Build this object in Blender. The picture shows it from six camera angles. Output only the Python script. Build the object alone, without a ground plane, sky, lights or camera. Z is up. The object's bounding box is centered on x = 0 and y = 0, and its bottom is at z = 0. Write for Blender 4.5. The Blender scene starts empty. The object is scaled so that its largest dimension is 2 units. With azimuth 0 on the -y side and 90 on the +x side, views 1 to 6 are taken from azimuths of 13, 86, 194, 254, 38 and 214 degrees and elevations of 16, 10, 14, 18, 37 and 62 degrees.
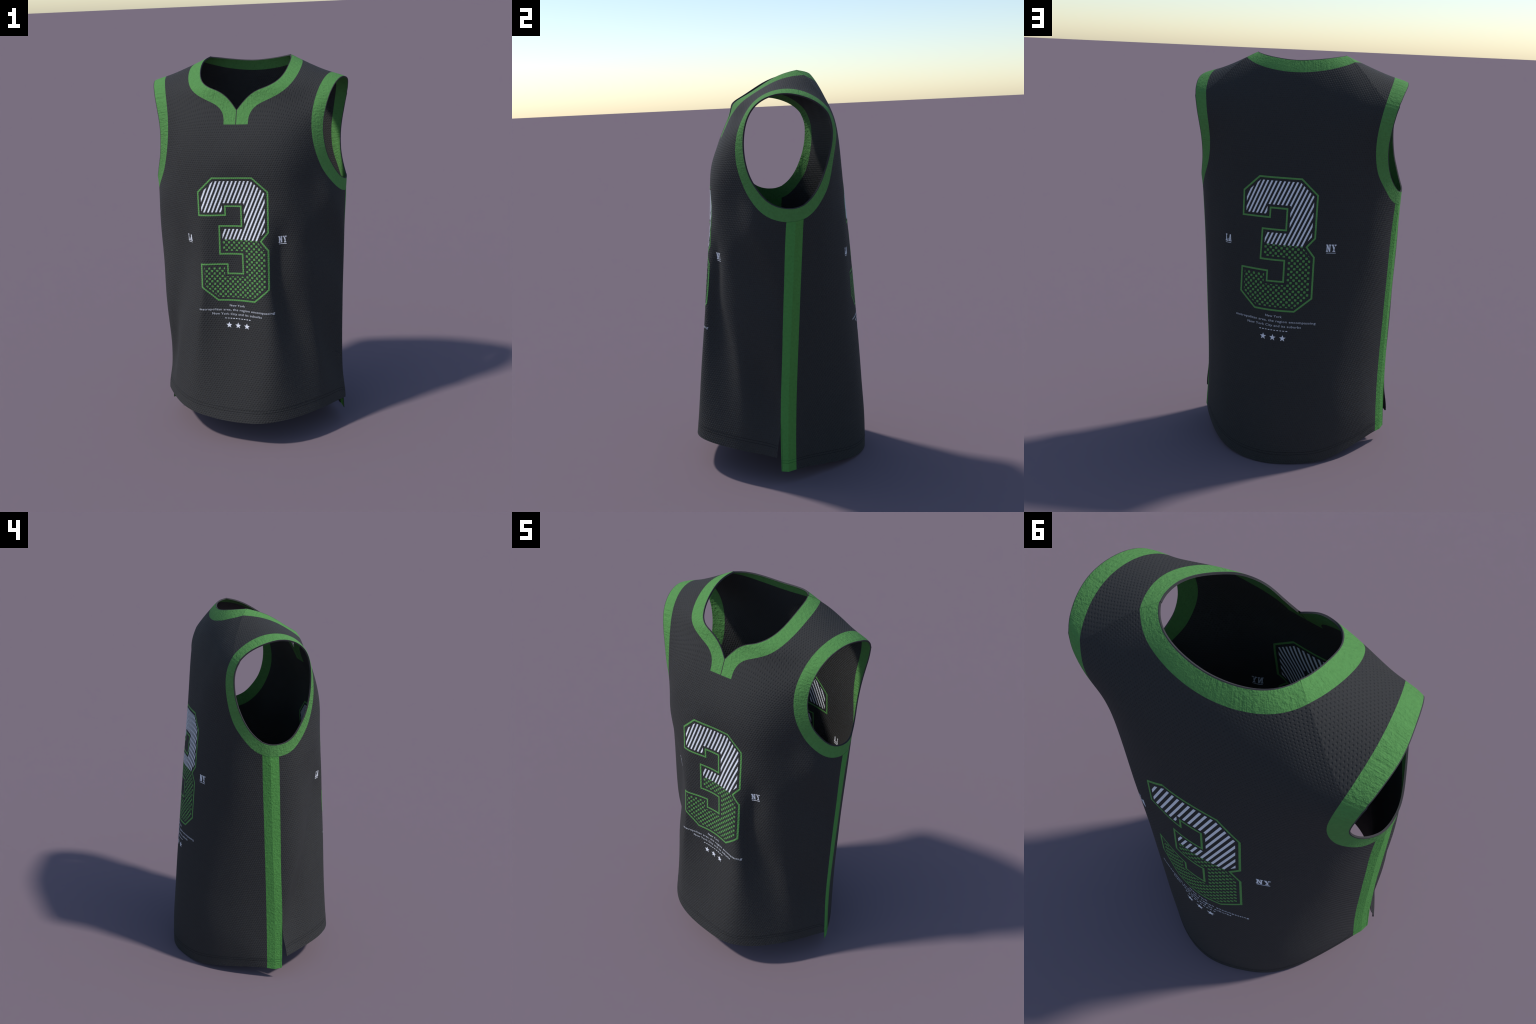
# Sleeveless basketball jersey, built as a sewn garment:
# two panels lofted through cross-sections from hem to shoulder seam, cut along
# the neckline and armholes in pattern space, with bands, side stripes, stitching
# and printed marks as parts of their own.
import bpy, math
import numpy as np
from mathutils import Vector
from mathutils.geometry import delaunay_2d_cdt

CLOTH = 0.0022         # cloth thickness
LIP = 0.0068           # thickness of the turned-in edges
NU, NV = 13, 14        # control columns / rows of a panel

# ---------------------------------------------------------------- profiles
# Right half (x >= 0) of each control section, centre line -> side, bottom -> top.
# The left half mirrors it; the *_LEAN tables push a fold forward or back on one
# side and the opposite way on the other.
FRONT_SECTIONS = [
    [(0.000, -0.448, 0.139), (0.138, -0.448, 0.149), (0.269, -0.397, 0.159), (0.369, -0.300, 0.159), (0.446, -0.187, 0.154), (0.492, -0.104, 0.149), (0.512, -0.071, 0.147)],
    [(0.000, -0.359, 0.494), (0.178, -0.397, 0.491), (0.252, -0.384, 0.449), (0.322, -0.279, 0.404), (0.421, -0.208, 0.374), (0.445, -0.111, 0.309), (0.511, -0.065, 0.198)],
    [(0.000, -0.330, 0.769), (0.188, -0.382, 0.758), (0.207, -0.344, 0.698), (0.301, -0.273, 0.638), (0.401, -0.222, 0.585), (0.392, -0.089, 0.463), (0.493, -0.043, 0.263)],
    [(0.000, -0.307, 0.985), (0.169, -0.366, 0.967), (0.174, -0.329, 0.906), (0.272, -0.288, 0.852), (0.362, -0.206, 0.780), (0.491, -0.092, 0.636), (0.492, -0.039, 0.428)],
    [(0.000, -0.305, 1.152), (0.173, -0.348, 1.132), (0.215, -0.298, 1.079), (0.276, -0.267, 1.021), (0.388, -0.202, 0.936), (0.513, -0.062, 0.801), (0.494, -0.021, 0.632)],
    [(0.000, -0.302, 1.281), (0.151, -0.335, 1.257), (0.248, -0.297, 1.198), (0.326, -0.246, 1.141), (0.408, -0.155, 1.065), (0.498, -0.052, 0.952), (0.499, -0.011, 0.819)],
    [(0.000, -0.298, 1.383), (0.145, -0.316, 1.355), (0.268, -0.295, 1.295), (0.366, -0.211, 1.243), (0.449, -0.125, 1.177), (0.514, -0.056, 1.094), (0.506, 0.004, 1.017)],
    [(0.000, -0.307, 1.477), (0.140, -0.319, 1.449), (0.265, -0.291, 1.396), (0.380, -0.195, 1.352), (0.482, -0.136, 1.292), (0.504, -0.047, 1.232), (0.510, 0.015, 1.203)],
    [(0.000, -0.298, 1.579), (0.149, -0.296, 1.558), (0.284, -0.283, 1.524), (0.386, -0.192, 1.485), (0.458, -0.094, 1.420), (0.510, -0.005, 1.381), (0.518, 0.035, 1.412)],
    [(0.000, -0.227, 1.705), (0.164, -0.245, 1.702), (0.305, -0.224, 1.680), (0.417, -0.161, 1.663), (0.539, -0.094, 1.591), (0.584, -0.004, 1.520), (0.532, 0.098, 1.472)],
    [(0.000, -0.171, 1.829), (0.205, -0.178, 1.816), (0.355, -0.141, 1.787), (0.470, -0.149, 1.813), (0.565, -0.065, 1.778), (0.582, 0.038, 1.675), (0.523, 0.138, 1.575)],
    [(0.000, -0.199, 1.895), (0.233, -0.164, 1.869), (0.388, -0.092, 1.873), (0.486, -0.054, 1.899), (0.571, 0.023, 1.899), (0.575, 0.120, 1.786), (0.533, 0.185, 1.669)],
    [(0.000, -0.098, 1.918), (0.202, -0.061, 1.920), (0.347, 0.012, 1.949), (0.428, 0.077, 1.920), (0.526, 0.170, 1.896), (0.554, 0.225, 1.826), (0.537, 0.223, 1.736)],
    [(0.000, 0.000, 2.035), (0.125, 0.037, 2.033), (0.203, 0.128, 2.011), (0.295, 0.186, 1.963), (0.435, 0.273, 1.793), (0.486, 0.250, 1.787), (0.536, 0.234, 1.769)],
]

# folds of the front panel that differ between left and right
FRONT_LEAN = [
    [-0.014, -0.003, 0.005, 0.002, 0.007, 0.000],
    [-0.044, -0.006, 0.012, -0.006, -0.002, 0.000],
    [-0.028, 0.023, 0.044, -0.024, 0.005, 0.000],
    [-0.022, 0.026, -0.001, -0.031, 0.045, 0.001],
    [-0.018, 0.035, -0.033, -0.008, 0.028, 0.000],
    [-0.004, 0.005, -0.023, 0.017, 0.034, 0.000],
    [0.005, -0.008, 0.008, -0.002, 0.008, 0.000],
    [-0.002, -0.010, 0.023, -0.020, -0.004, 0.000],
    [-0.010, -0.003, 0.001, 0.001, 0.008, 0.000],
    [-0.001, -0.006, 0.004, -0.006, -0.014, -0.001],
    [0.000, 0.006, -0.001, -0.003, -0.007, 0.001],
    [-0.001, -0.003, 0.002, -0.001, -0.003, 0.000],
    [0.002, 0.000, -0.002, 0.002, -0.001, 0.000],
    [-0.004, 0.000, 0.000, 0.000, 0.000, 0.000],
]

# edge of the armhole, right side, closed loop
ARMHOLE = [(0.430, -0.156, 1.607), (0.429, -0.156, 1.692), (0.451, -0.136, 1.794), (0.477, -0.078, 1.866), (0.507, 0.032, 1.899), (0.523, 0.114, 1.877), (0.515, 0.212, 1.840), (0.493, 0.271, 1.746), (0.465, 0.254, 1.615), (0.467, 0.225, 1.520), (0.476, 0.182, 1.437), (0.514, 0.114, 1.363), (0.523, 0.014, 1.360), (0.494, -0.064, 1.396), (0.462, -0.109, 1.468), (0.446, -0.141, 1.520)]

BACK_SECTIONS = [
    [(0.000, 0.463, -0.001), (0.135, 0.430, 0.002), (0.255, 0.365, 0.008), (0.346, 0.264, 0.034), (0.414, 0.149, 0.052), (0.456, 0.069, 0.064), (0.473, 0.027, 0.062)],
    [(0.000, 0.470, 0.146), (0.125, 0.442, 0.147), (0.240, 0.383, 0.151), (0.332, 0.294, 0.160), (0.402, 0.191, 0.162), (0.448, 0.102, 0.151), (0.470, 0.028, 0.124)],
    [(0.000, 0.457, 0.300), (0.117, 0.438, 0.301), (0.228, 0.395, 0.301), (0.317, 0.318, 0.301), (0.388, 0.220, 0.293), (0.440, 0.126, 0.276), (0.465, 0.033, 0.247)],
    [(0.000, 0.452, 0.467), (0.107, 0.432, 0.466), (0.214, 0.397, 0.464), (0.302, 0.331, 0.460), (0.374, 0.238, 0.452), (0.435, 0.144, 0.441), (0.465, 0.043, 0.430)],
    [(0.000, 0.442, 0.647), (0.100, 0.422, 0.645), (0.203, 0.392, 0.641), (0.296, 0.339, 0.634), (0.373, 0.256, 0.627), (0.434, 0.161, 0.620), (0.471, 0.056, 0.616)],
    [(0.000, 0.430, 0.837), (0.095, 0.412, 0.834), (0.196, 0.385, 0.827), (0.291, 0.340, 0.818), (0.373, 0.266, 0.809), (0.437, 0.175, 0.802), (0.476, 0.070, 0.798)],
    [(0.000, 0.414, 1.032), (0.092, 0.402, 1.028), (0.190, 0.377, 1.017), (0.287, 0.342, 1.005), (0.375, 0.273, 0.993), (0.447, 0.188, 0.986), (0.483, 0.083, 0.985)],
    [(0.000, 0.392, 1.231), (0.092, 0.388, 1.226), (0.188, 0.370, 1.210), (0.287, 0.343, 1.190), (0.377, 0.279, 1.173), (0.458, 0.201, 1.163), (0.487, 0.098, 1.163)],
    [(0.000, 0.371, 1.433), (0.093, 0.370, 1.424), (0.187, 0.359, 1.400), (0.281, 0.332, 1.369), (0.374, 0.283, 1.343), (0.459, 0.210, 1.337), (0.503, 0.110, 1.361)],
    [(0.000, 0.351, 1.629), (0.096, 0.351, 1.616), (0.189, 0.349, 1.580), (0.279, 0.329, 1.532), (0.369, 0.286, 1.486), (0.456, 0.227, 1.466), (0.519, 0.136, 1.485)],
    [(0.000, 0.318, 1.811), (0.103, 0.320, 1.794), (0.198, 0.326, 1.743), (0.286, 0.328, 1.677), (0.372, 0.293, 1.609), (0.466, 0.253, 1.565), (0.526, 0.179, 1.560)],
    [(0.000, 0.255, 1.963), (0.114, 0.258, 1.947), (0.212, 0.266, 1.884), (0.302, 0.302, 1.800), (0.395, 0.309, 1.712), (0.477, 0.276, 1.666), (0.530, 0.207, 1.660)],
    [(0.000, 0.163, 2.057), (0.126, 0.174, 2.048), (0.222, 0.199, 1.992), (0.308, 0.243, 1.892), (0.415, 0.285, 1.772), (0.489, 0.273, 1.735), (0.539, 0.232, 1.728)],
    [(0.000, 0.042, 2.064), (0.123, 0.057, 2.044), (0.203, 0.128, 2.011), (0.295, 0.186, 1.963), (0.435, 0.273, 1.793), (0.486, 0.250, 1.787), (0.536, 0.234, 1.769)],
]

BACK_LEAN = [
    [0.008, -0.001, -0.002, 0.000, 0.002, 0.000],
    [0.000, -0.006, -0.013, -0.017, -0.009, 0.000],
    [-0.004, -0.004, -0.013, -0.020, -0.011, 0.000],
    [-0.004, -0.002, -0.006, -0.013, -0.005, 0.000],
    [-0.002, -0.003, -0.001, -0.004, -0.002, 0.000],
    [-0.002, -0.006, -0.001, -0.003, -0.001, 0.000],
    [0.001, -0.006, 0.001, -0.002, 0.000, 0.000],
    [0.002, -0.005, 0.004, -0.001, 0.000, 0.000],
    [0.002, -0.004, -0.003, 0.002, 0.001, 0.000],
    [0.001, 0.000, -0.003, -0.002, 0.001, 0.000],
    [0.001, 0.003, 0.001, -0.005, -0.001, 0.002],
    [-0.002, -0.002, 0.001, 0.003, 0.001, 0.000],
    [0.001, 0.000, -0.002, -0.001, -0.001, 0.000],
    [0.001, 0.000, 0.000, 0.000, 0.000, 0.000],
]

# outer edge of the armhole band, right side, closed loop
ARMBAND = [(0.378, -0.195, 1.588), (0.370, -0.183, 1.714), (0.394, -0.130, 1.830), (0.420, -0.055, 1.890), (0.442, 0.033, 1.917), (0.454, 0.135, 1.901), (0.451, 0.215, 1.858), (0.435, 0.287, 1.769), (0.407, 0.288, 1.632), (0.415, 0.254, 1.471), (0.451, 0.215, 1.401), (0.488, 0.146, 1.313), (0.526, 0.052, 1.291), (0.491, -0.075, 1.318), (0.425, -0.139, 1.420), (0.405, -0.170, 1.489)]

# neck opening and outer edge of its band, right half, front -> back
NECKLINE = [(0.001, -0.204, 1.756), (0.056, -0.178, 1.839), (0.149, -0.181, 1.863), (0.213, -0.098, 1.897), (0.237, -0.004, 1.963), (0.233, 0.134, 2.011), (0.160, 0.217, 1.984), (0.040, 0.235, 1.974), (0.000, 0.235, 1.974)]
NECKBAND = [(0.063, -0.240, 1.688), (0.059, -0.209, 1.765), (0.159, -0.184, 1.801), (0.260, -0.159, 1.851), (0.304, -0.021, 1.938), (0.293, 0.138, 1.991), (0.214, 0.240, 1.940), (0.068, 0.269, 1.917), (0.000, 0.269, 1.917)]

# side stripe rails, armhole -> hem
SIDE_FRONT_EDGE = [(0.513, 0.025, 1.312), (0.507, 0.001, 0.986), (0.492, -0.022, 0.621), (0.489, -0.047, 0.304), (0.502, -0.049, 0.071)]
SIDE_SEAM = [(0.512, 0.069, 1.309), (0.492, 0.046, 0.988), (0.491, 0.015, 0.621), (0.472, -0.007, 0.299), (0.490, -0.013, 0.061)]

# ---------------------------------------------------------------- splines
def clamped_basis(n, t):
    kn = np.concatenate([[0]*3, np.linspace(0, 1, n-2), [1]*3])
    t = np.clip(np.asarray(t, float), 0, 1-1e-9)
    N = np.zeros((len(t), len(kn)-1))
    for i in range(len(kn)-1):
        N[:, i] = (t >= kn[i]) & (t < kn[i+1])
    for p in range(1, 4):
        M = np.zeros((len(t), len(kn)-1-p))
        for i in range(len(kn)-1-p):
            a = 0 if kn[i+p] == kn[i] else (t-kn[i])/(kn[i+p]-kn[i])
            b = 0 if kn[i+p+1] == kn[i+1] else (kn[i+p+1]-t)/(kn[i+p+1]-kn[i+1])
            M[:, i] = a*N[:, i]+b*N[:, i+1]
        N = M
    return N

def open_curve(ctrl, m):
    c = np.array(ctrl)
    return clamped_basis(len(c), np.linspace(0, 1, m)) @ c

def closed_curve(ctrl, m):
    c = np.array(ctrl); n = len(c)
    s = np.linspace(0, n, m, endpoint=False); k = s.astype(int); f = (s-k)[:, None]
    return ((1-f)**3*c[(k-1) % n]+(3*f**3-6*f**2+4)*c[k % n]
            + (-3*f**3+3*f**2+3*f+1)*c[(k+1) % n]+f**3*c[(k+2) % n])/6

def resample(P, n):
    P = np.asarray(P, float)
    d = np.r_[0, np.cumsum(np.linalg.norm(np.diff(P, axis=0), axis=1))]
    s = np.linspace(0, d[-1], n)
    return np.stack([np.interp(s, d, P[:, k]) for k in range(P.shape[1])], -1)

class Panel:
    """Bicubic surface over u in -1..1 (left to right), t in 0..1 (hem to shoulder seam)."""
    def __init__(self, half, lean, sign):
        half = np.array(half); lean = np.array(lean)
        net = np.zeros((NV, NU, 3))
        for i in range(NU):
            h = abs(i-6)
            net[:, i] = half[:, h]*[np.sign(i-6), 1, 1]
            if h:
                net[:, i, 1] += np.sign(i-6)*lean[:, h-1]
        self.net, self.sign = net, sign
        gu, gt = np.meshgrid(np.linspace(-1, 1, 161), np.linspace(0, 1, 161))
        self.gu, self.gt = gu.ravel(), gt.ravel()
        self.gp = self.at(self.gu, self.gt)
    def at(self, u, t):
        bu = clamped_basis(NU, (np.asarray(u)+1)/2); bt = clamped_basis(NV, t)
        return np.einsum('mi,mj,ijk->mk', bt, bu, self.net, optimize=True)
    def tangents(self, u, t, e=2e-4):
        u = np.asarray(u); t = np.asarray(t)
        u0, u1 = np.clip(u-e, -1, 1), np.clip(u+e, -1, 1)
        t0, t1 = np.clip(t-e, 0, 1), np.clip(t+e, 0, 1)
        return ((self.at(u1, t)-self.at(u0, t))/(u1-u0)[:, None],
                (self.at(u, t1)-self.at(u, t0))/(t1-t0)[:, None])
    def normal(self, u, t):
        a, b = self.tangents(u, t)
        n = np.cross(a, b)*self.sign
        return n/np.linalg.norm(n, axis=1, keepdims=True)
    def locate(self, P, axes=(0, 1, 2), tmax=1.0):
        """pattern coordinates of the points of the panel nearest to P"""
        P = np.asarray(P, float); ax = list(axes)
        ok = self.gt <= tmax
        G = self.gp[ok][:, ax]; U = self.gu[ok]; T = self.gt[ok]
        i = np.array([np.argmin(((G-p)**2).sum(1)) for p in P[:, ax]])
        u, t = U[i].copy(), T[i].copy()
        for _ in range(8):
            a, b = self.tangents(u, t); a, b = a[:, ax], b[:, ax]
            r = (P-self.at(u, t))[:, ax]
            aa, ab, bb = (a*a).sum(1), (a*b).sum(1), (b*b).sum(1)
            ra, rb = (r*a).sum(1), (r*b).sum(1)
            det = aa*bb-ab*ab+1e-12
            u = np.clip(u+np.clip((bb*ra-ab*rb)/det, -.05, .05), -1, 1)
            t = np.clip(t+np.clip((aa*rb-ab*ra)/det, -.05, .05), 0, 1)
        return np.stack([u, t], -1)

front = Panel(FRONT_SECTIONS, FRONT_LEAN, 1)
back = Panel(BACK_SECTIONS, BACK_LEAN, -1)

# ---------------------------------------------------------------- materials
def nodes_of(name):
    m = bpy.data.materials.new(name); m.use_nodes = True
    nt = m.node_tree; nt.nodes.clear()
    out = nt.nodes.new('ShaderNodeOutputMaterial')
    bs = nt.nodes.new('ShaderNodeBsdfPrincipled')
    nt.links.new(bs.outputs[0], out.inputs[0])
    return m, nt, bs

def math_node(nt, op, a, b=None, c=None, clamp=False):
    n = nt.nodes.new('ShaderNodeMath'); n.operation = op; n.use_clamp = clamp
    for k, v in enumerate((a, b, c)):
        if v is None: continue
        if isinstance(v, (int, float)): n.inputs[k].default_value = v
        else: nt.links.new(v, n.inputs[k])
    return n.outputs[0]

def cloth_coords(nt, side):
    """distance round the body and up the cloth, from object coordinates"""
    tc = nt.nodes.new('ShaderNodeTexCoord')
    sp = nt.nodes.new('ShaderNodeSeparateXYZ'); nt.links.new(tc.outputs['Object'], sp.inputs[0])
    x, y, z = sp.outputs
    M = lambda *a, **k: math_node(nt, *a, **k)
    yy = M('MULTIPLY', M('SUBTRACT', y, 0.05), (-1 if side == 'front' else 1)/0.42)
    girth = M('MULTIPLY', M('ARCTAN2', M('MULTIPLY', x, 1/0.50), yy), 0.47)
    g2 = M('SMOOTH_MIN', M('MAXIMUM', M('MULTIPLY', M('SUBTRACT', z, 1.36), 2.6), 0.0), 1.0, 0.1)
    round_ = M('ADD', girth, M('MULTIPLY', g2, M('SUBTRACT', x, girth)))
    g = M('MULTIPLY', M('SUBTRACT', z, 1.58), 4.5, clamp=True)
    lift = M('SUBTRACT', M('MULTIPLY_ADD', y, 1.1, 1.942), z) if side == 'front' else M('MULTIPLY', M('SUBTRACT', 0.36, y), 0.6)
    up = M('ADD', z, M('MULTIPLY', g, lift))
    return tc, round_, up

HOLE_W, ROW_H = 0.0120, 0.0108
def mesh_height(nt, side):
    tc, r, up = cloth_coords(nt, side)
    M = lambda *a, **k: math_node(nt, *a, **k)
    h = M('MULTIPLY', M('COSINE', M('MULTIPLY', r, 2*math.pi/HOLE_W)), M('COSINE', M('MULTIPLY', up, math.pi/ROW_H)))
    row = M('ADD', 0.5, M('MULTIPLY', M('COSINE', M('MULTIPLY', up, 2*math.pi/ROW_H)), 0.5))
    return tc, M('SUBTRACT', 1.0, M('MULTIPLY', M('MAXIMUM', h, 0.0), row))

def knit(name, side, color, rough=0.85, dist=0.0019, grain=0.06):
    """eyelet mesh cloth: staggered rows of dimples"""
    m, nt, bs = nodes_of(name)
    tc, h = mesh_height(nt, side)
    nz = nt.nodes.new('ShaderNodeTexNoise'); nz.inputs['Scale'].default_value = 220; nz.inputs['Detail'].default_value = 2
    nt.links.new(tc.outputs['Object'], nz.inputs['Vector'])
    hh = math_node(nt, 'ADD', h, math_node(nt, 'MULTIPLY', nz.outputs['Fac'], 0.45))
    bp = nt.nodes.new('ShaderNodeBump'); bp.inputs['Strength'].default_value = 1.0; bp.inputs['Distance'].default_value = dist
    nt.links.new(hh, bp.inputs['Height']); nt.links.new(bp.outputs[0], bs.inputs['Normal'])
    mx = nt.nodes.new('ShaderNodeMix'); mx.data_type = 'RGBA'
    mx.inputs['A'].default_value = (*[c*(1-grain) for c in color], 1)
    mx.inputs['B'].default_value = (*[c*(1+grain) for c in color], 1)
    nt.links.new(nz.outputs['Fac'], mx.inputs['Factor'])
    nt.links.new(mx.outputs['Result'], bs.inputs['Base Color'])
    bs.inputs['Roughness'].default_value = rough
    bs.inputs['Specular IOR Level'].default_value = 0.25
    return m

def ribbed(name, color, axis=None, dist=0.0036):
    """crinkled ribbing of the bands and stripes; axis = 'neck' or 'arm' lays ribs across the band"""
    m, nt, bs = nodes_of(name)
    M = lambda *a, **k: math_node(nt, *a, **k)
    tc = nt.nodes.new('ShaderNodeTexCoord')
    def noise(scale, detail, vec, dis=0.0):
        n = nt.nodes.new('ShaderNodeTexNoise'); n.inputs['Scale'].default_value = scale
        n.inputs['Detail'].default_value = detail; n.inputs['Distortion'].default_value = dis
        nt.links.new(vec, n.inputs['Vector']); return n.outputs['Fac']
    ob = tc.outputs['Object']
    blot = noise(88, 2.0, ob, 0.3); fine = noise(210, 2.0, ob); mask = noise(14, 1.0, ob)
    h = M('ADD', blot, M('MULTIPLY', fine, 0.5))
    sp = nt.nodes.new('ShaderNodeSeparateXYZ'); nt.links.new(ob, sp.inputs[0]); x, y, z = sp.outputs
    if axis == 'neck':
        ang = M('ARCTAN2', x, M('SUBTRACT', y, 0.02)); n = 170
    elif axis == 'arm':
        ang = M('ARCTAN2', M('SUBTRACT', z, 1.62), M('SUBTRACT', y, 0.05)); n = 180
    else:
        ang = z; n = 2*math.pi/0.030
    # fine streaks across the band, broken up by larger blotches
    cb = nt.nodes.new('ShaderNodeCombineXYZ')
    nt.links.new(M('MULTIPLY', ang, n/6.0), cb.inputs[0]); nt.links.new(M('MULTIPLY', x, 5.0), cb.inputs[1]); nt.links.new(M('MULTIPLY', y, 5.0), cb.inputs[2])
    streak = noise(1.0, 2.0, cb.outputs[0])
    h = M('ADD', h, M('MULTIPLY', M('MULTIPLY', M('SUBTRACT', streak, 0.5), M('MULTIPLY', mask, mask)), 3.0 if axis else 0.6))
    bp = nt.nodes.new('ShaderNodeBump'); bp.inputs['Strength'].default_value = 1.0; bp.inputs['Distance'].default_value = dist
    nt.links.new(h, bp.inputs['Height']); nt.links.new(bp.outputs[0], bs.inputs['Normal'])
    mx = nt.nodes.new('ShaderNodeMix'); mx.data_type = 'RGBA'
    mx.inputs['A'].default_value = (*[c*0.86 for c in color], 1)
    mx.inputs['B'].default_value = (*[c*1.14 for c in color], 1)
    nt.links.new(blot, mx.inputs['Factor'])
    nt.links.new(mx.outputs['Result'], bs.inputs['Base Color'])
    bs.inputs['Roughness'].default_value = 0.9
    bs.inputs['Specular IOR Level'].default_value = 0.12
    return m

DARK = (0.0315, 0.0312, 0.0312)
GREEN = (0.089, 0.243, 0.069)
PRINT_GREEN = (0.104, 0.30, 0.078)
WHITE = (0.78, 0.79, 0.85)
mat_dark = {s: knit('charcoal_mesh_'+s, s, DARK) for s in ('front', 'back')}
mat_collar = ribbed('green_collar_ribbing', GREEN, 'neck')
mat_band = dict.fromkeys(('front', 'back'), ribbed('green_armhole_ribbing', GREEN, 'arm'))
mat_stripe = ribbed('green_side_tape', (0.083, 0.262, 0.062), None)
mat_pgreen = {s: knit('green_print_'+s, s, PRINT_GREEN, 0.75, 0.0016, 0.03) for s in ('front', 'back')}
mat_small = {s: knit('grey_print_'+s, s, (0.56, 0.57, 0.62), 0.75, 0.0016, 0.03) for s in ('front', 'back')}
mat_white = {s: knit('white_print_'+s, s, WHITE, 0.75, 0.0016, 0.02) for s in ('front', 'back')}
m, nt, bs = nodes_of('dark_edge_binding')
bs.inputs['Base Color'].default_value = (0.040, 0.038, 0.040, 1); bs.inputs['Roughness'].default_value = 0.85
bs.inputs['Specular IOR Level'].default_value = 0.25
mat_edge = m
def plain(name, col):
    m, nt, bs = nodes_of(name)
    nz = nt.nodes.new('ShaderNodeTexNoise'); nz.inputs['Scale'].default_value = 300
    mx = nt.nodes.new('ShaderNodeMix'); mx.data_type = 'RGBA'
    mx.inputs['A'].default_value = (*[c*0.85 for c in col], 1); mx.inputs['B'].default_value = (*col, 1)
    nt.links.new(nz.outputs['Fac'], mx.inputs['Factor']); nt.links.new(mx.outputs['Result'], bs.inputs['Base Color'])
    bs.inputs['Roughness'].default_value = 0.9; bs.inputs['Specular IOR Level'].default_value = 0.1
    return m
mat_black_line = plain('black_line', (0.016, 0.016, 0.017))  # near-black and darker green for the thin lines along hem, vent and underarm
mat_dark_green_line = plain('dark_green_line', (0.045, 0.165, 0.042))

# ---------------------------------------------------------------- objects
scene_col = bpy.context.scene.collection
jersey = bpy.data.objects.new('basketball_jersey', None)
scene_col.objects.link(jersey)
jersey['label'] = 'charcoal sleeveless basketball jersey with green trim and number three'
jersey['category'] = 'jersey'

def make_object(name, V, faces, mats, fmat=None, loop_normals=None, parent=jersey, smooth=True):
    me = bpy.data.meshes.new(name)
    me.from_pydata([tuple(map(float, p)) for p in V], [], faces)
    for mt in mats: me.materials.append(mt)
    if fmat is not None:
        me.polygons.foreach_set('material_index', fmat)
    me.polygons.foreach_set('use_smooth', [smooth]*len(me.polygons))
    if loop_normals is not None:
        me.normals_split_custom_set([tuple(map(float, n)) for n in loop_normals])
    me.update()
    o = bpy.data.objects.new(name, me); scene_col.objects.link(o); o.parent = parent
    return o

def inside(poly, P):
    """even-odd test of points P against polygon"""
    poly = np.asarray(poly); P = np.asarray(P)
    r = np.zeros(len(P), bool)
    x0, y0 = poly[:, 0], poly[:, 1]; x1, y1 = np.roll(x0, -1), np.roll(y0, -1)
    for a, b, c, d in zip(x0, y0, x1, y1):
        if b == d: continue
        m = (b > P[:, 1]) != (d > P[:, 1])
        r ^= m & (P[:, 0] < (c-a)*(P[:, 1]-b)/(d-b)+a)
    return r

def triangulate(loops, lines, pts):
    """constrained Delaunay triangulation; loops closed, lines open"""
    V, E = [], []
    for L, closed in [(l, True) for l in loops]+[(l, False) for l in lines]:
        s = len(V); V += [Vector((float(p[0]), float(p[1]))) for p in L]
        E += [(s+i, s+i+1) for i in range(len(L)-1)]
        if closed: E.append((s+len(L)-1, s))
    V += [Vector((float(p[0]), float(p[1]))) for p in pts]
    v, e, f, *_ = delaunay_2d_cdt(V, E, [], 0, 1e-6)
    v = np.array([(p[0], p[1]) for p in v]); f = np.array([t for t in f if len(t) == 3])
    a = v[f]; ar = np.cross(a[:, 1]-a[:, 0], a[:, 2]-a[:, 0])
    f[ar < 0] = f[ar < 0][:, ::-1]
    return v, f[np.abs(ar) > 1e-12]

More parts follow.
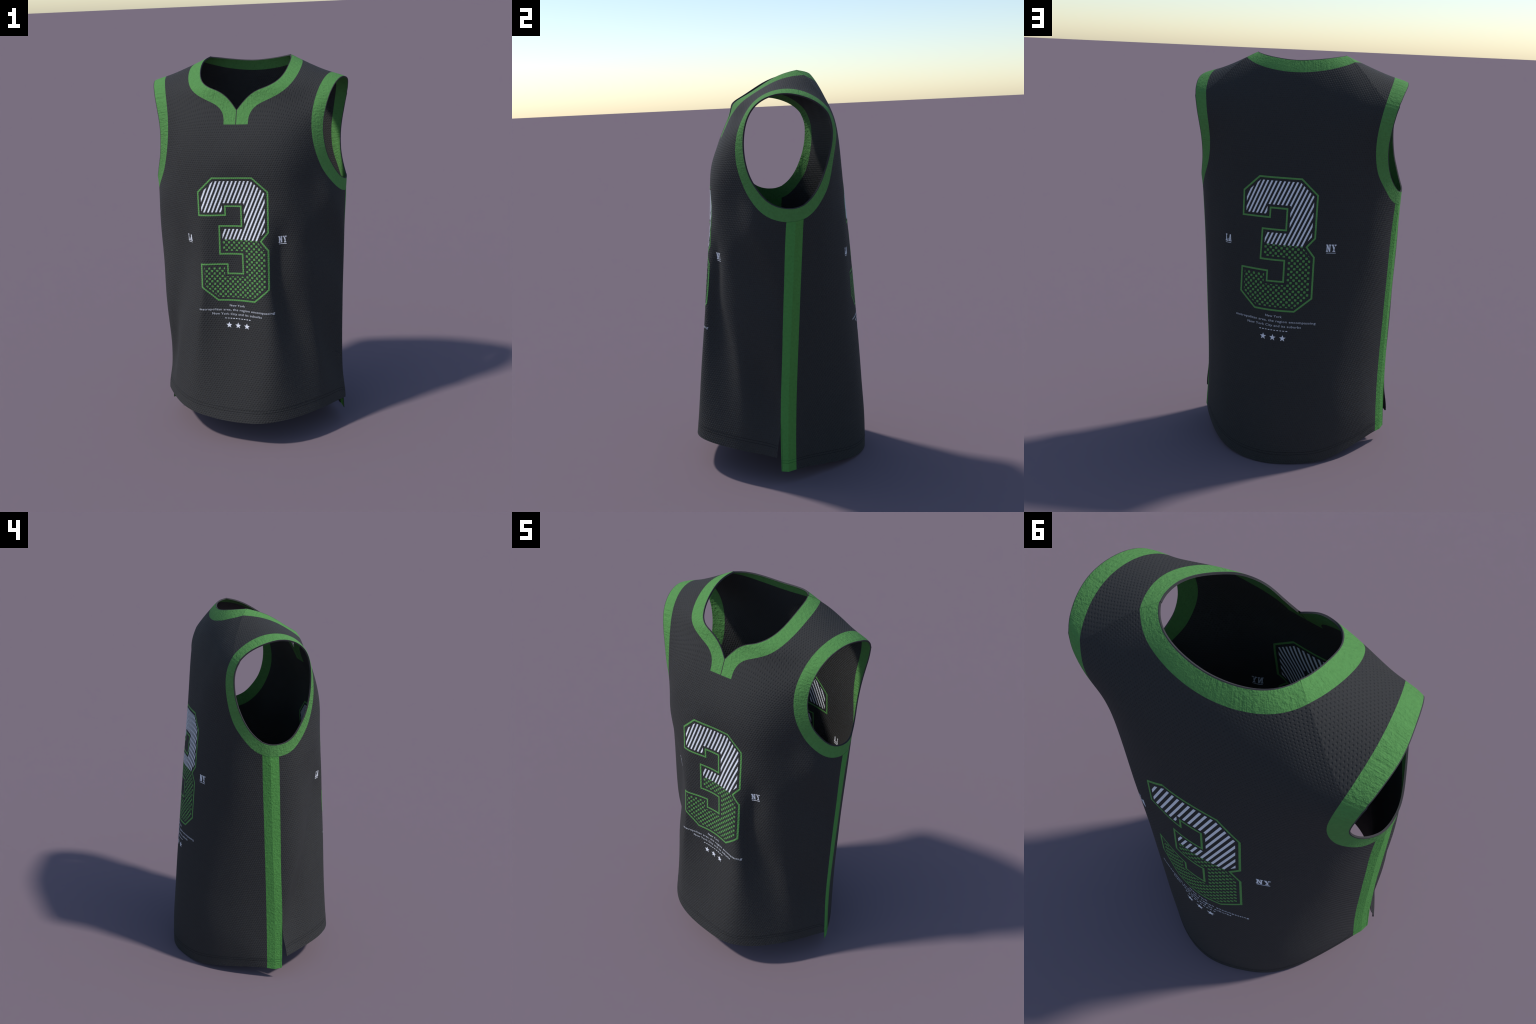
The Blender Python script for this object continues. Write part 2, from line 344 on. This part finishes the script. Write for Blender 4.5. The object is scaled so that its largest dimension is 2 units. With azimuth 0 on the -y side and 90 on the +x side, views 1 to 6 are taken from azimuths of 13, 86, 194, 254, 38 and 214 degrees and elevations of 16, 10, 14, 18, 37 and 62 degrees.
def shell(name, P, N, tri, free, mats, parent=jersey, thick=CLOTH, flip=False, lip=0, free_set=None, bind=None):
    """cloth of real thickness: outer skin, lining and the cut edge where it is free"""
    used = np.unique(tri); idx = -np.ones(len(P), int); idx[used] = np.arange(len(used))
    P, N, T = P[used], N[used], idx[tri]; n = len(P)
    if flip: T = T[:, ::-1]
    if lip:
        ends = sorted({int(i) for t in T for a, b in ((t[0], t[1]), (t[1], t[2]), (t[2], t[0])) for i in (a, b)} & set(
            int(idx[k]) for k in free_set if idx[k] >= 0)) if free_set is not None else []
        th = np.full(n, thick)
        if ends:
            R = P[ends]
            for k in range(0, n, 2000):
                d = np.sqrt(((P[k:k+2000, None]-R[None])**2).sum(2).min(1))
                w = np.clip(1-(d-0.004)/0.012, 0, 1); th[k:k+2000] = thick+(lip-thick)*w*w*(3-2*w)
        thick = th[:, None]
    V = np.vstack([P, P-N*thick])
    faces = [tuple(map(int, t)) for t in T]+[tuple(map(int, t[::-1]+n)) for t in T]
    fm = [0]*len(faces)
    if bind is not None: fm[:len(T)] = [int(q) for q in bind]
    ln = [N[i] for t in T for i in t]+[-N[i] for t in T for i in t[::-1]]
    edges = {}
    for t in T:
        for a, b in ((t[0], t[1]), (t[1], t[2]), (t[2], t[0])):
            edges[(int(a), int(b))] = 1
    out = {}
    rim = []
    for (a, b) in edges:
        if (b, a) in edges or not free(used[a], used[b]): continue
        d = np.cross(P[b]-P[a], N[a]); d /= np.linalg.norm(d)+1e-12
        out[a] = out.get(a, 0)+d; out[b] = out.get(b, 0)+d
        rim.append((a, b))
    for a, b in rim:
        faces.append((b, a, a+n, b+n)); fm.append(min(1, len(mats)-1))
        ln += [out[b], out[a], out[a], out[b]]
    ln = [v/(np.linalg.norm(v)+1e-12) for v in ln]
    return make_object(name, V, faces, mats, fm, ln, parent)

# ---------------------------------------------------------------- pattern pieces
ASP = np.array([0.62, 1.9])      # pattern coordinates to roughly metric
arm_loop, band_loop = closed_curve(ARMHOLE, 480), closed_curve(ARMBAND, 480)
neck_line, neck_band = open_curve(NECKLINE, 240), open_curve(NECKBAND, 240)
neck_line[0, 0] = neck_line[-1, 0] = neck_band[-1, 0] = 0
def low_at(loop, y):
    m = loop[:, 2] < 1.45
    return int(np.argmin(np.where(m, abs(loop[:, 1]-y), 9)))
def arc(loop, i, j):
    return np.vstack([loop[i:], loop[:j+1]]) if i > j else loop[i:j+1]
seam_arm = np.array([0.502, 0.242, 1.785]); seam_band = np.array([0.440, 0.258, 1.798])
near = lambda L, p: int(np.argmin(((L-p)**2).sum(1)))
shoulder_u = np.linspace(0.36, 1, 240)
shoulder = front.at(shoulder_u, np.ones(240))           # the shoulder seam
def crossing(L, ok):
    d = ((L[:, None]-shoulder[None])**2).sum(2); d[~ok] = 9
    i, j = np.unravel_index(np.argmin(d), d.shape)
    return int(i), float(shoulder_u[j])
ia, u_ar = crossing(arm_loop, (arm_loop[:, 2] > 1.65) & (arm_loop[:, 1] > .1))
ib, u_ab = crossing(band_loop, (band_loop[:, 2] > 1.65) & (band_loop[:, 1] > .1))
ka, u_nk = crossing(neck_line, neck_line[:, 1] > 0)
kb, u_nb = crossing(neck_band, neck_band[:, 1] > 0)
af, ab = low_at(arm_loop, 0.037), low_at(arm_loop, 0.114)
bf, bb = low_at(band_loop, 0.028), low_at(band_loop, 0.111)
arm_front, arm_back = arc(arm_loop, af, ia), arc(arm_loop, ia, ab)[::-1]
band_front, band_back = arc(band_loop, bf, ib), arc(band_loop, ib, bb)[::-1]
neck_front, neck_backp = neck_line[:ka+1], neck_line[ka:]
nb_front, nb_back = neck_band[:kb+1], neck_band[kb:]
T_SEAM_U = {}

def to_pattern(panel, P, n, **ends):
    q = panel.locate(resample(P, n))
    if ends.get('last') is not None:                     # ease the last stretch into the seam
        e = np.where(np.isnan(ends['last']), q[-1], ends['last']); k = 6
        w = (np.arange(1, k+1)/k)[:, None]; w = w*w*(3-2*w)
        q[-k:] = q[-k:]*(1-w)+(q[-k-1]+(e-q[-k-1])*np.arange(1, k+1)[:, None]/k)*w
    if 'first' in ends: q[0] = np.where(np.isnan(ends['first']), q[0], ends['first'])
    if 'last' in ends: q[-1] = np.where(np.isnan(ends['last']), q[-1], ends['last'])
    return q
nan = float('nan')
def build_panel(panel, side):
    isf = side == 'front'
    A = to_pattern(panel, arm_front if isf else arm_back, 120, first=(1, nan), last=(u_ar, 1))
    B = to_pattern(panel, band_front if isf else band_back, 120, first=(1, nan), last=(u_ab, 1))
    if isf:
        K = to_pattern(panel, neck_front, 90, first=(0, nan), last=(u_nk, 1))
        L = to_pattern(panel, nb_front, 90, last=(u_nb, 1))
    else:
        K = to_pattern(panel, neck_backp[::-1], 70, first=(0, nan), last=(u_nk, 1))
        L = to_pattern(panel, nb_back[::-1], 70, first=(0, nan), last=(u_nb, 1))
    mir = lambda Q: Q*[-1, 1]
    def border(C, D, w=0.0034):
        """line w inside the band, from its free edge C towards its seam D"""
        c3, d3 = panel.at(C[:, 0], C[:, 1]), panel.at(D[:, 0], D[:, 1])
        j = ((c3[:, None]-d3[None])**2).sum(2).argmin(1)
        g = np.linalg.norm(d3[j]-c3, axis=1)[:, None]
        return C+(D[j]-C)*np.clip(w/g, 0, .5)
    A2, K2 = border(A, B), border(K, L)
    A2[0, 0] = 1; A2[-1, 1] = 1; K2[-1, 1] = 1; K2[0, 0] = 0
    if isf:
        K2 = K2[(K2[:, 0] > 0.004) | (np.arange(len(K2)) == 0)]
        K2[0] = (0, K[0, 1]-0.0035)
    hemA, hemK = np.vstack([A, A2[::-1]]), np.vstack([K, K2[::-1]])
    tA = A[0, 1]
    side_t = np.linspace(0, tA, 150)[:-1]
    sideR = np.stack([np.ones_like(side_t), side_t], -1)
    stations = sorted(set([u_nk, u_nb, u_ab, u_ar]+list(np.linspace(u_nk, u_ar, 60)[1:-1])))
    topR = np.array([(u, 1) for u in stations if u_nk < u < u_ar])[::-1]
    rightside = np.vstack([sideR, A, topR, K[::-1]])          # hem corner ... centre of neck
    outline = np.vstack([np.stack([np.linspace(-1, 1, 160), np.zeros(160)], -1)[1:-1],
                         rightside, mir(rightside[:-1])[::-1]])
    lines = [B, mir(B), A2, mir(A2), K2, mir(K2)]
    bandR = np.vstack([B, np.array([(u, 1) for u in stations if u_ab < u < u_ar]).reshape(-1, 2), A[::-1]])
    bandL = mir(bandR)
    if isf:
        # the collar ends in two short tabs divided by a fine slit line
        zc, hw = float(nb_front[0, 2]), 0.0022
        foot = panel.locate(np.array([(x, -0.241, zc) for x in np.linspace(hw, nb_front[0, 0], 14)]))
        foot[-1] = L[0]
        slit = panel.locate(np.array([(hw, -0.22, z) for z in np.linspace(zc, float(neck_line[0, 2])+0.004, 18)]), axes=(0, 2), tmax=.95)
        foot[0] = slit[0]
        kk = K[K[:, 0] > slit[-1, 0]*1.3]
        slit = slit[slit[:, 1] < kk[0, 1]]
        collarR = np.vstack([foot, L[1:], np.array([(u, 1) for u in stations if u_nk < u < u_nb])[::-1].reshape(-1, 2), K[::-1][:len(kk)], slit[1:][::-1]])
        lines += [L, mir(L), foot, mir(foot), np.vstack([slit, kk[:1]]), mir(np.vstack([slit, kk[:1]]))]
        collars = [collarR, mir(collarR)]
    else:
        lines += [np.vstack([L[::-1], mir(L)[1:]])]
        seam = np.array([(u, 1) for u in stations if u_nk < u < u_nb]).reshape(-1, 2)
        half = np.vstack([L, seam[::-1], K[::-1]])
        collars = [np.vstack([half, mir(half)[::-1]])]
    gu, gt = np.meshgrid(np.linspace(-1, 1, 150)[1:-1], np.linspace(0, 1, 190)[1:-1])
    G = np.stack([gu.ravel(), gt.ravel()], -1)
    G = G[inside(outline, G)]
    allc = np.vstack([outline]+lines)*ASP
    keep = np.ones(len(G), bool)
    for k in range(0, len(G), 4000):
        d = ((G[k:k+4000, None]*ASP-allc[None])**2).sum(2).min(1); keep[k:k+4000] = d > 0.003**2
    v, tri = triangulate([outline*ASP], [l*ASP for l in lines], G[keep]*ASP)
    v = v/ASP
    cen = v[tri].mean(1); tri = tri[inside(outline, cen)]; cen = v[tri].mean(1)
    P = panel.at(v[:, 0], v[:, 1]); N = panel.normal(v[:, 0], v[:, 1])
    inb = [inside(bandR, cen), inside(bandL, cen)]
    inc = np.zeros(len(cen), bool)
    for c in collars: inc |= inside(c, cen)
    bind = inside(hemA, cen) | inside(mir(hemA), cen) | inside(hemK, cen) | inside(mir(hemK), cen)
    hem = lambda a: v[a, 1] < 1e-6
    top = lambda a: v[a, 1] > 1-1e-6
    edge = lambda a: abs(v[a, 0]) > 1-1e-6
    slit_t = 0.10
    onrim = np.zeros(len(v), bool)
    rimc = np.vstack([A, mir(A), K, mir(K)])*ASP
    for k in range(0, len(v), 4000):
        onrim[k:k+4000] = ((v[k:k+4000, None]*ASP-rimc[None])**2).sum(2).min(1) < 1e-8
    def free(a, b):
        if top(a) and top(b): return False
        if hem(a) and hem(b): return True
        if onrim[a] and onrim[b]: return True
        if edge(a) and edge(b): return isf and max(v[a, 1], v[b, 1]) < slit_t
        return False
    flip = not isf
    free_set = np.where(onrim | (v[:, 1] < 1e-6))[0]
    kw = dict(flip=flip, lip=LIP, free_set=free_set)
    body = shell('chest_panel' if isf else 'back_panel', P, N, tri[~(inb[0] | inb[1] | inc)], free, [mat_dark[side], mat_edge], **kw)
    collar = shell('neckband', P, N, tri[inc], free, [mat_collar, mat_edge], bind=bind[inc], **kw)
    for m in inb:
        shell('armband', P, N, tri[m], free, [mat_band[side], mat_edge], bind=bind[m], **kw)
    return body, A, B

front_obj, A_f, B_f = build_panel(front, 'front')
back_obj, A_b, B_b = build_panel(back, 'back')

# ---------------------------------------------------------------- side stripes
def strip(name, rails, mats, free_rows, parent=jersey, free_front=None):
    """cloth strip through rails (each n x 3); creased along every inner rail"""
    Vs, Fs, ms, lns = [], [], [], []
    for R0, R1, last in [(rails[i], rails[i+1], i == len(rails)-2) for i in range(len(rails)-1)]:
        n = len(R0); w = 5
        G = np.stack([R0+(R1-R0)*k/(w-1) for k in range(w)], 1)       # n x w x 3
        Nn = np.cross(np.gradient(G, axis=1), np.gradient(G, axis=0))
        Nn /= np.linalg.norm(Nn, axis=2, keepdims=True)
        sgn = np.sign((Nn[..., 0]*G[..., 0]).mean()); Nn *= sgn
        right = G[..., 0].mean() > 0                  # shading normals bent per half to paint its lighter and darker tone
        Nn[..., 1] += (-0.20 if right else -0.10) if last else 0.05
        Nn[..., 2] += (0.30 if last else -0.22) if right else 0.0
        Nn /= np.linalg.norm(Nn, axis=2, keepdims=True)
        P = G.reshape(-1, 3); N = Nn.reshape(-1, 3); s = len(Vs); m = n*w
        Vs += list(P)+list(P-N*CLOTH)
        I = lambda r, c: r*w+c
        def quad(q, nor, mi):
            p = [Vs[s+i] for i in q]; fn = np.cross(p[1]-p[0], p[2]-p[1])
            if fn @ np.mean(nor, 0) < 0: q, nor = q[::-1], nor[::-1]
            Fs.append(tuple(int(s+i) for i in q)); ms.append(mi); lns.extend(nor)
        for r in range(n-1):
            for c in range(w-1):
                q = [I(r, c), I(r, c+1), I(r+1, c+1), I(r+1, c)]
                quad(q, [N[i] for i in q], 0); quad([i+m for i in q], [-N[i] for i in q], 0)
        for r, on in ((0, free_rows[0]), (n-1, free_rows[1])):
            if not on: continue
            d = (G[r]-G[1 if r == 0 else n-2]).mean(0); d /= np.linalg.norm(d)
            for c in range(w-1):
                quad([I(r, c), I(r, c+1), I(r, c+1)+m, I(r, c)+m], [d]*4, 1)
        if last and free_front:
            d0 = R1-R0
            for r in range(min(n-1, free_front)):
                d = d0[r]/np.linalg.norm(d0[r])
                quad([I(r, w-1), I(r+1, w-1), I(r+1, w-1)+m, I(r, w-1)+m], [d]*4, 1)
    return make_object(name, Vs, Fs, mats, ms, lns, parent)

ROWS = 120
z_top_f, z_top_b = B_f[0, 1], B_b[0, 1]
tape_rails = {}
for s in (1, -1):
    fe = open_curve(SIDE_FRONT_EDGE, 200)[::-1]*[s, 1, 1]
    ft = np.linspace(0, z_top_f, 400); fp = front.at(np.full(400, s), ft)
    bt = np.linspace(0, z_top_b, ROWS); br = back.at(np.full(ROWS, s), bt)
    # front rail: its own hanging edge below the vent, the panel edge above it
    zs = np.linspace(fe[0, 2], fp[-1, 2], ROWS)
    own = np.stack([np.interp(zs, fe[:, 2], fe[:, k]) for k in range(3)], -1)
    pan = np.stack([np.interp(zs, fp[:, 2], fp[:, k]) for k in range(3)], -1)
    w = np.clip((zs-0.29)/0.08, 0, 1)[:, None]; w = w*w*(3-2*w)
    fr = own*(1-w)+pan*w
    mid = (open_curve(SIDE_SEAM, 300)[::-1]+[0.002, 0, 0])*[s, 1, 1]
    bmid = band_loop[low_at(band_loop, 0.070)]*[s, 1, 1]
    mid = mid[mid[:, 2] < bmid[2]-0.03]; mid = resample(np.vstack([mid, bmid]), ROWS)
    tape_rails[s] = (br, mid, fr)
    strip('side_stripe', [br, mid, fr], [mat_stripe, mat_edge], (True, False), free_front=int(ROWS*0.19))
    # underarm piece of the armhole band, between the front and back pieces
    rim = [arm_loop[low_at(arm_loop, y)]*[s, 1, 1] for y in np.linspace(0.114, 0.037, 9)]
    rim[0] = back.at([s], [A_b[0, 1]])[0]; rim[-1] = front.at([s], [A_f[0, 1]])[0]
    low = [*(br[-1]+(mid[-1]-br[-1])*k/4 for k in range(4)), *(mid[-1]+(fr[-1]-mid[-1])*k/4 for k in range(5))]
    steps = (0, .2, .4, .6, .8, 1-0.0034/0.062, 1)
    rows = np.array([[lo+(r-lo)*k for lo, r in zip(low, rim)] for k in steps])   # 7 x 9 x 3
    k = np.array(steps)
    rows[:, 0] = back.at(np.full(7, s), B_b[0, 1]+(A_b[0, 1]-B_b[0, 1])*k)
    rows[:, -1] = front.at(np.full(7, s), B_f[0, 1]+(A_f[0, 1]-B_f[0, 1])*k)
    gn = np.cross(np.gradient(rows, axis=1), np.gradient(rows, axis=0)); gn /= np.linalg.norm(gn, axis=2, keepdims=True)
    gn *= np.sign((gn[..., 0]*s).mean())
    vv = rows.reshape(-1, 3); nn = gn.reshape(-1, 3); tr = []
    for r in range(6):
        for c in range(8):
            a, b, d, e = r*9+c, r*9+c+1, (r+1)*9+c+1, (r+1)*9+c
            tr += [(a, b, d), (a, d, e)]
    tr = np.array(tr)
    fn = np.cross(vv[tr[0, 1]]-vv[tr[0, 0]], vv[tr[0, 2]]-vv[tr[0, 0]])
    shell('armband', vv, nn, tr, lambda a, b: a >= 54 and b >= 54, [mat_band['front'], mat_edge], flip=(fn @ nn[tr[0, 0]]) < 0, lip=LIP, free_set=np.arange(54, 63), bind=np.arange(96) >= 80)

# ---------------------------------------------------------------- stitching
def groove_line(name, C, N, width, height, mat, parent):
    """thin raised dark strip along C with surface normals N"""
    tan = np.gradient(C, axis=0); sd = np.cross(N, tan); sd /= np.linalg.norm(sd, axis=1, keepdims=True)
    prof = [(-width/2, -0.0005), (-width/4, height), (width/4, height), (width/2, -0.0005)]
    V = np.concatenate([C+sd*a+N*b for a, b in prof]); n = len(C)
    F = [(k*n+i, k*n+i+1, ((k+1) % 4)*n+i+1, ((k+1) % 4)*n+i) for k in range(4) for i in range(n-1)]
    F += [(0, n, 2*n, 3*n), (n-1, 4*n-1, 3*n-1, 2*n-1)]
    return make_object(name, V, F, [mat], parent=parent)

for panel, parent in ((front, front_obj), (back, back_obj)):
    for rise in (0.043, 0.055):
        u = np.linspace(-0.995, 0.995, 260)
        _, b = panel.tangents(u, np.full(260, 0.02)); t = rise/np.linalg.norm(b, axis=1)
        groove_line('hem_stitching', panel.at(u, t), panel.normal(u, t), 0.0026, 0.0004, mat_black_line, parent)
for o in [o for o in bpy.data.objects if o.name.startswith('side_stripe')]:
    s = 1 if o.data.vertices[0].co.x > 0 else -1
    br, mid, fr = tape_rails[s]
    for rise in (0.043, 0.055):
        pts = []
        for R in (br, mid, fr):
            d = np.r_[0, np.cumsum(np.linalg.norm(np.diff(R, axis=0), axis=1))]
            pts.append([np.interp(rise, d, R[:, k]) for k in range(3)])
        n1 = np.cross(br[3]-br[0], mid[0]-br[0]); n2 = np.cross(mid[3]-mid[0], fr[0]-mid[0])
        for a, b, n in ((pts[0], pts[1], n1), (pts[1], pts[2], n2)):
            n = n/np.linalg.norm(n)*np.sign(n[0]*s); C = resample([a, b], 8)
            groove_line('tape_stitching', C, np.tile(n, (8, 1)), 0.0026, 0.0007, mat_dark_green_line, o)
    k = int(ROWS*0.19); C = fr[:k]+(mid[:k]-fr[:k])*0.14
    n = np.cross(mid[3]-mid[0], fr[0]-mid[0]); n = n/np.linalg.norm(n)*np.sign(n[0]*s)
    groove_line('vent_stitching', C, np.tile(n, (k, 1)), 0.0022, 0.0006, mat_dark_green_line, o)
    # seam between the tape and the armhole band
    C = resample(np.vstack([br[-1], mid[-1], fr[-1]]), 16)
    groove_line('underarm_seam', C, np.tile([s, 0.0, 0.0], (16, 1)), 0.0024, 0.0006, mat_dark_green_line, o)

# ---------------------------------------------------------------- printed marks
def print_on(name, panel, side, V2, tri, mat, parent):
    """ink in plan coordinates (across, height), laid on the cloth and soaked through it"""
    V2 = np.asarray(V2); sx = 1 if side == 'front' else -1
    q = panel.locate(np.stack([V2[:, 0]*sx, V2[:, 0]*0, V2[:, 1]], -1), axes=(0, 2), tmax=0.75)
    P = panel.at(q[:, 0], q[:, 1]); N = panel.normal(q[:, 0], q[:, 1])
    return shell(name, P+N*0.0007, N, np.asarray(tri), lambda a, b: True, [mat], parent, thick=CLOTH+0.0014)

def fill(polys, keep, step=0.012, within=None):
    allp = np.vstack(polys); lo, hi = allp.min(0), allp.max(0)
    gx, gy = np.meshgrid(np.arange(lo[0], hi[0], step), np.arange(lo[1], hi[1], step))
    G = np.stack([gx.ravel(), gy.ravel()], -1)
    G = G[keep(G)] if step < 1 else G[:0]
    v, tri = triangulate(polys, [], G)
    return v, tri[keep(v[tri].mean(1))]

def offset(poly, d):
    """polygon moved d to its left"""
    p = np.asarray(poly, float); a = p-np.roll(p, 1, 0); b = np.roll(p, -1, 0)-p
    na = np.stack([-a[:, 1], a[:, 0]], -1)/np.linalg.norm(a, axis=1)[:, None]
    nb = np.stack([-b[:, 1], b[:, 0]], -1)/np.linalg.norm(b, axis=1)[:, None]
    m = na+nb; m /= (m*na).sum(1, keepdims=True)
    return p+m*d
def dense(poly, step=0.012):
    out = []
    for a, b in zip(poly, np.roll(poly, -1, 0)):
        k = max(1, int(np.linalg.norm(b-a)/step)); out += [a+(b-a)*i/k for i in range(k)]
    return np.array(out)

# block figure three, centre of its outline, clockwise from the top left chamfer
THREE = np.array([(-.122, 1.428), (.086, 1.429), (.165, 1.358), (.165, 1.154), (.128, 1.110), (.165, 1.063), (.166, .862),
                  (.088, .793), (-.111, .790), (-.192, .860), (-.192, .981), (-.055, .982), (-.055, .932), (.028, .935),
                  (.027, 1.038), (-.094, 1.036), (-.092, 1.182), (.026, 1.183), (.025, 1.285), (-.058, 1.285), (-.058, 1.239),
                  (-.198, 1.236), (-.200, 1.355)])
SPLIT = 1.114
LINE = 0.0040

def letter_polys(ch):
    R = lambda x0, x1, y0, y1: [(x0, y0), (x1, y0), (x1, y1), (x0, y1)]
    if ch == 'N': return [R(.11, .31, 0, 1), R(.69, .89, 0, 1), [(.11, 1), (.35, 1), (.89, 0), (.65, 0)], R(0, .44, 0, .12), R(0, .34, .88, 1), R(.56, 1, .88, 1)]
    if ch == 'Y': return [[(.06, 1), (.32, 1), (.64, .40), (.36, .40)], [(.94, 1), (.36, .40), (.64, .40), (.68, 1)], R(.39, .61, 0, .5), R(0, .42, .88, 1), R(.58, 1, .88, 1), R(.22, .78, 0, .12)]
    if ch == 'L': return [R(.14, .38, 0, 1), R(0, .95, 0, .12), R(0, .53, .88, 1), R(.74, .95, 0, .40)]
    if ch == 'A': return [[(.34, 1), (.58, 1), (.30, 0), (.08, 0)], [(.42, 1), (.66, 1), (.92, 0), (.70, 0)], R(.22, .78, .26, .40), R(0, .44, 0, .12), R(.56, 1, 0, .12)]

def marks(panel, side, parent, la, ny):
    pg, wh = mat_pgreen[side], mat_white[side]
    outer, inner = dense(offset(THREE, LINE)), dense(offset(THREE, -LINE))
    v, t = fill([outer, inner], lambda p: inside(outer, p) & ~inside(inner, p), step=9)
    print_on('number_outline', panel, side, v, t, pg, parent)
    core = dense(offset(THREE, -0.0155))
    # white hatching in the upper half
    bars = []
    for k in range(-16, 30):
        xc = -0.121+0.0208*k
        f = lambda z: xc+(z-1.411)*0.43
        zs = np.linspace(SPLIT-0.002, 1.45, 14)
        bars.append(np.array([(f(z)-0.0045, z) for z in zs]+[(f(z)+0.0045, z) for z in zs[::-1]]))
    def in_bars(p):
        w = (p[:, 0]-(p[:, 1]-1.411)*0.43+0.121)/0.0208
        return inside(core, p) & (abs(w-np.round(w))*0.0208 < 0.0045) & (p[:, 1] > SPLIT-0.002)
    v, t = fill([core]+bars, in_bars, step=9)
    print_on('number_hatching', panel, side, v, t, wh, parent)
    # green dots in the lower half, on a chequer
    dots, ctr = [], []
    H, Z = 0.0135, 0.0137
    for r in range(-2, 28):
        for c in range(-14, 20):
            if (r+c) % 2: continue
            x, z = -0.0576+c*H, 1.110-r*Z
            if r < 0 or not (-.21 < x < .18): continue
            a = np.linspace(0, 2*np.pi, 12, endpoint=False)+np.pi/12
            sq = np.stack([np.sign(np.cos(a))*abs(np.cos(a))**.5, np.sign(np.sin(a))*abs(np.sin(a))**.5], -1)
            dots.append(sq*0.0058+[x, z]); ctr.append((x, z))
    ctr = np.array(ctr)
    def in_dots(p):
        d = np.concatenate([np.abs(p[k:k+500, None]-ctr[None]).max(2).min(1) for k in range(0, len(p), 500)]) if len(p) else np.zeros(0)
        e = np.concatenate([((p[k:k+500, None]-ctr[None])**2).sum(2).min(1) for k in range(0, len(p), 500)]) if len(p) else np.zeros(0)
        return inside(core, p) & (d < 0.00585) & (e < 0.0072**2) & (p[:, 1] < SPLIT-0.002)
    top = np.array([(-.25, SPLIT-0.002), (.25, SPLIT-0.002), (.25, 1.6), (-.25, 1.6)])
    v, t = fill([core, top]+dots, in_dots, step=9)
    o = print_on('number_dots', panel, side, v, t, pg, parent); o['kind'] = 'stuff'
    # city initials with an underline
    for word, (cx, w), zc in (('LA', la, 1.1085), ('NY', ny, 1.1105)):
        h, g = 0.0345, 0.07
        polys = []
        for k, ch in enumerate(word):
            lw = w*(1-g)/2
            for p in letter_polys(ch):
                p = np.array(p)*[lw, h]+[cx-w/2+k*(lw+w*g), zc-h/2]
                polys.append(p)
        polys.append(np.array([(cx-w*.46, zc-h/2-.0076), (cx+w*.46, zc-h/2-.0076), (cx+w*.46, zc-h/2-.0056), (cx-w*.46, zc-h/2-.0056)]))
        v, t = fill([dense(p, .006) for p in polys], lambda p: np.any([inside(q, p) for q in polys], axis=0), step=9)
        print_on('city_initials', panel, side, v, t, wh, parent)
    # three lines of small lettering
    for body, w, zc, h in (('New York', .083, .7625, .0112), ('metropolitan area, the region encompassing', .405, .7395, .0112), ('New York City and its suburbs', .272, .7165, .0112)):
        cu = bpy.data.curves.new('lettering', 'FONT'); cu.body = body; cu.size = 1; cu.resolution_u = 2; cu.space_character = 1.08
        cu.offset = 0.0
        ob = bpy.data.objects.new('lettering_draft', cu); scene_col.objects.link(ob)
        bpy.context.view_layer.update()
        me = ob.evaluated_get(bpy.context.evaluated_depsgraph_get()).to_mesh()
        P = np.array([(q.co.x, q.co.y) for q in me.vertices])
        me.calc_loop_triangles(); tr = np.array([tuple(q.vertices) for q in me.loop_triangles])
        ob.to_mesh_clear(); bpy.data.objects.remove(ob); bpy.data.curves.remove(cu)
        P = np.round(P, 5); U, inv = np.unique(P, axis=0, return_inverse=True); inv = inv.reshape(-1)
        tr = inv[tr]; P = U
        tr = tr[(tr[:, 0] != tr[:, 1]) & (tr[:, 1] != tr[:, 2]) & (tr[:, 0] != tr[:, 2])]
        a = P[tr]; ar = np.cross(a[:, 1]-a[:, 0], a[:, 2]-a[:, 0]); tr[ar < 0] = tr[ar < 0][:, ::-1]
        x0, x1 = P[:, 0].min(), P[:, 0].max()
        P = np.stack([(P[:, 0]-(x0+x1)/2)*w/(x1-x0)-.0100, zc-h/2+P[:, 1]*h/0.70], -1)
        print_on('lettering', panel, side, P, tr, mat_small[side], parent)
    # dashes and stars
    dash = [np.array([(-.008+(k-4.5)*.0148+a, .693+b) for a, b in ((-.0042, -.0017), (.0042, -.0017), (.0042, .0017), (-.0042, .0017))]) for k in range(10)]
    v, t = fill(dash, lambda p: np.any([inside(q, p) for q in dash], axis=0), step=9)
    print_on('dashed_rule', panel, side, v, t, wh, parent)
    for k in (-1, 0, 1):
        a = np.pi/2+np.arange(10)*np.pi/5; r = np.where(np.arange(10) % 2 == 0, .0165, .0070)
        star = np.stack([-.008+.0493*k+r*np.cos(a), .656+r*np.sin(a)], -1)
        v, t = fill([star], lambda p: inside(star, p), step=9)
        print_on('star', panel, side, v, t, wh, parent)

marks(front, 'front', front_obj, (-.262, .029), (.231, .040))
marks(back, 'back', back_obj, (-.276, .034), (.241, .046))

# drop the garment so that its lowest point touches the ground
low = min(min(v.co.z for v in o.data.vertices) for o in bpy.data.objects if o.type == 'MESH')
print('lowest', low, 'objects', len(bpy.data.objects))
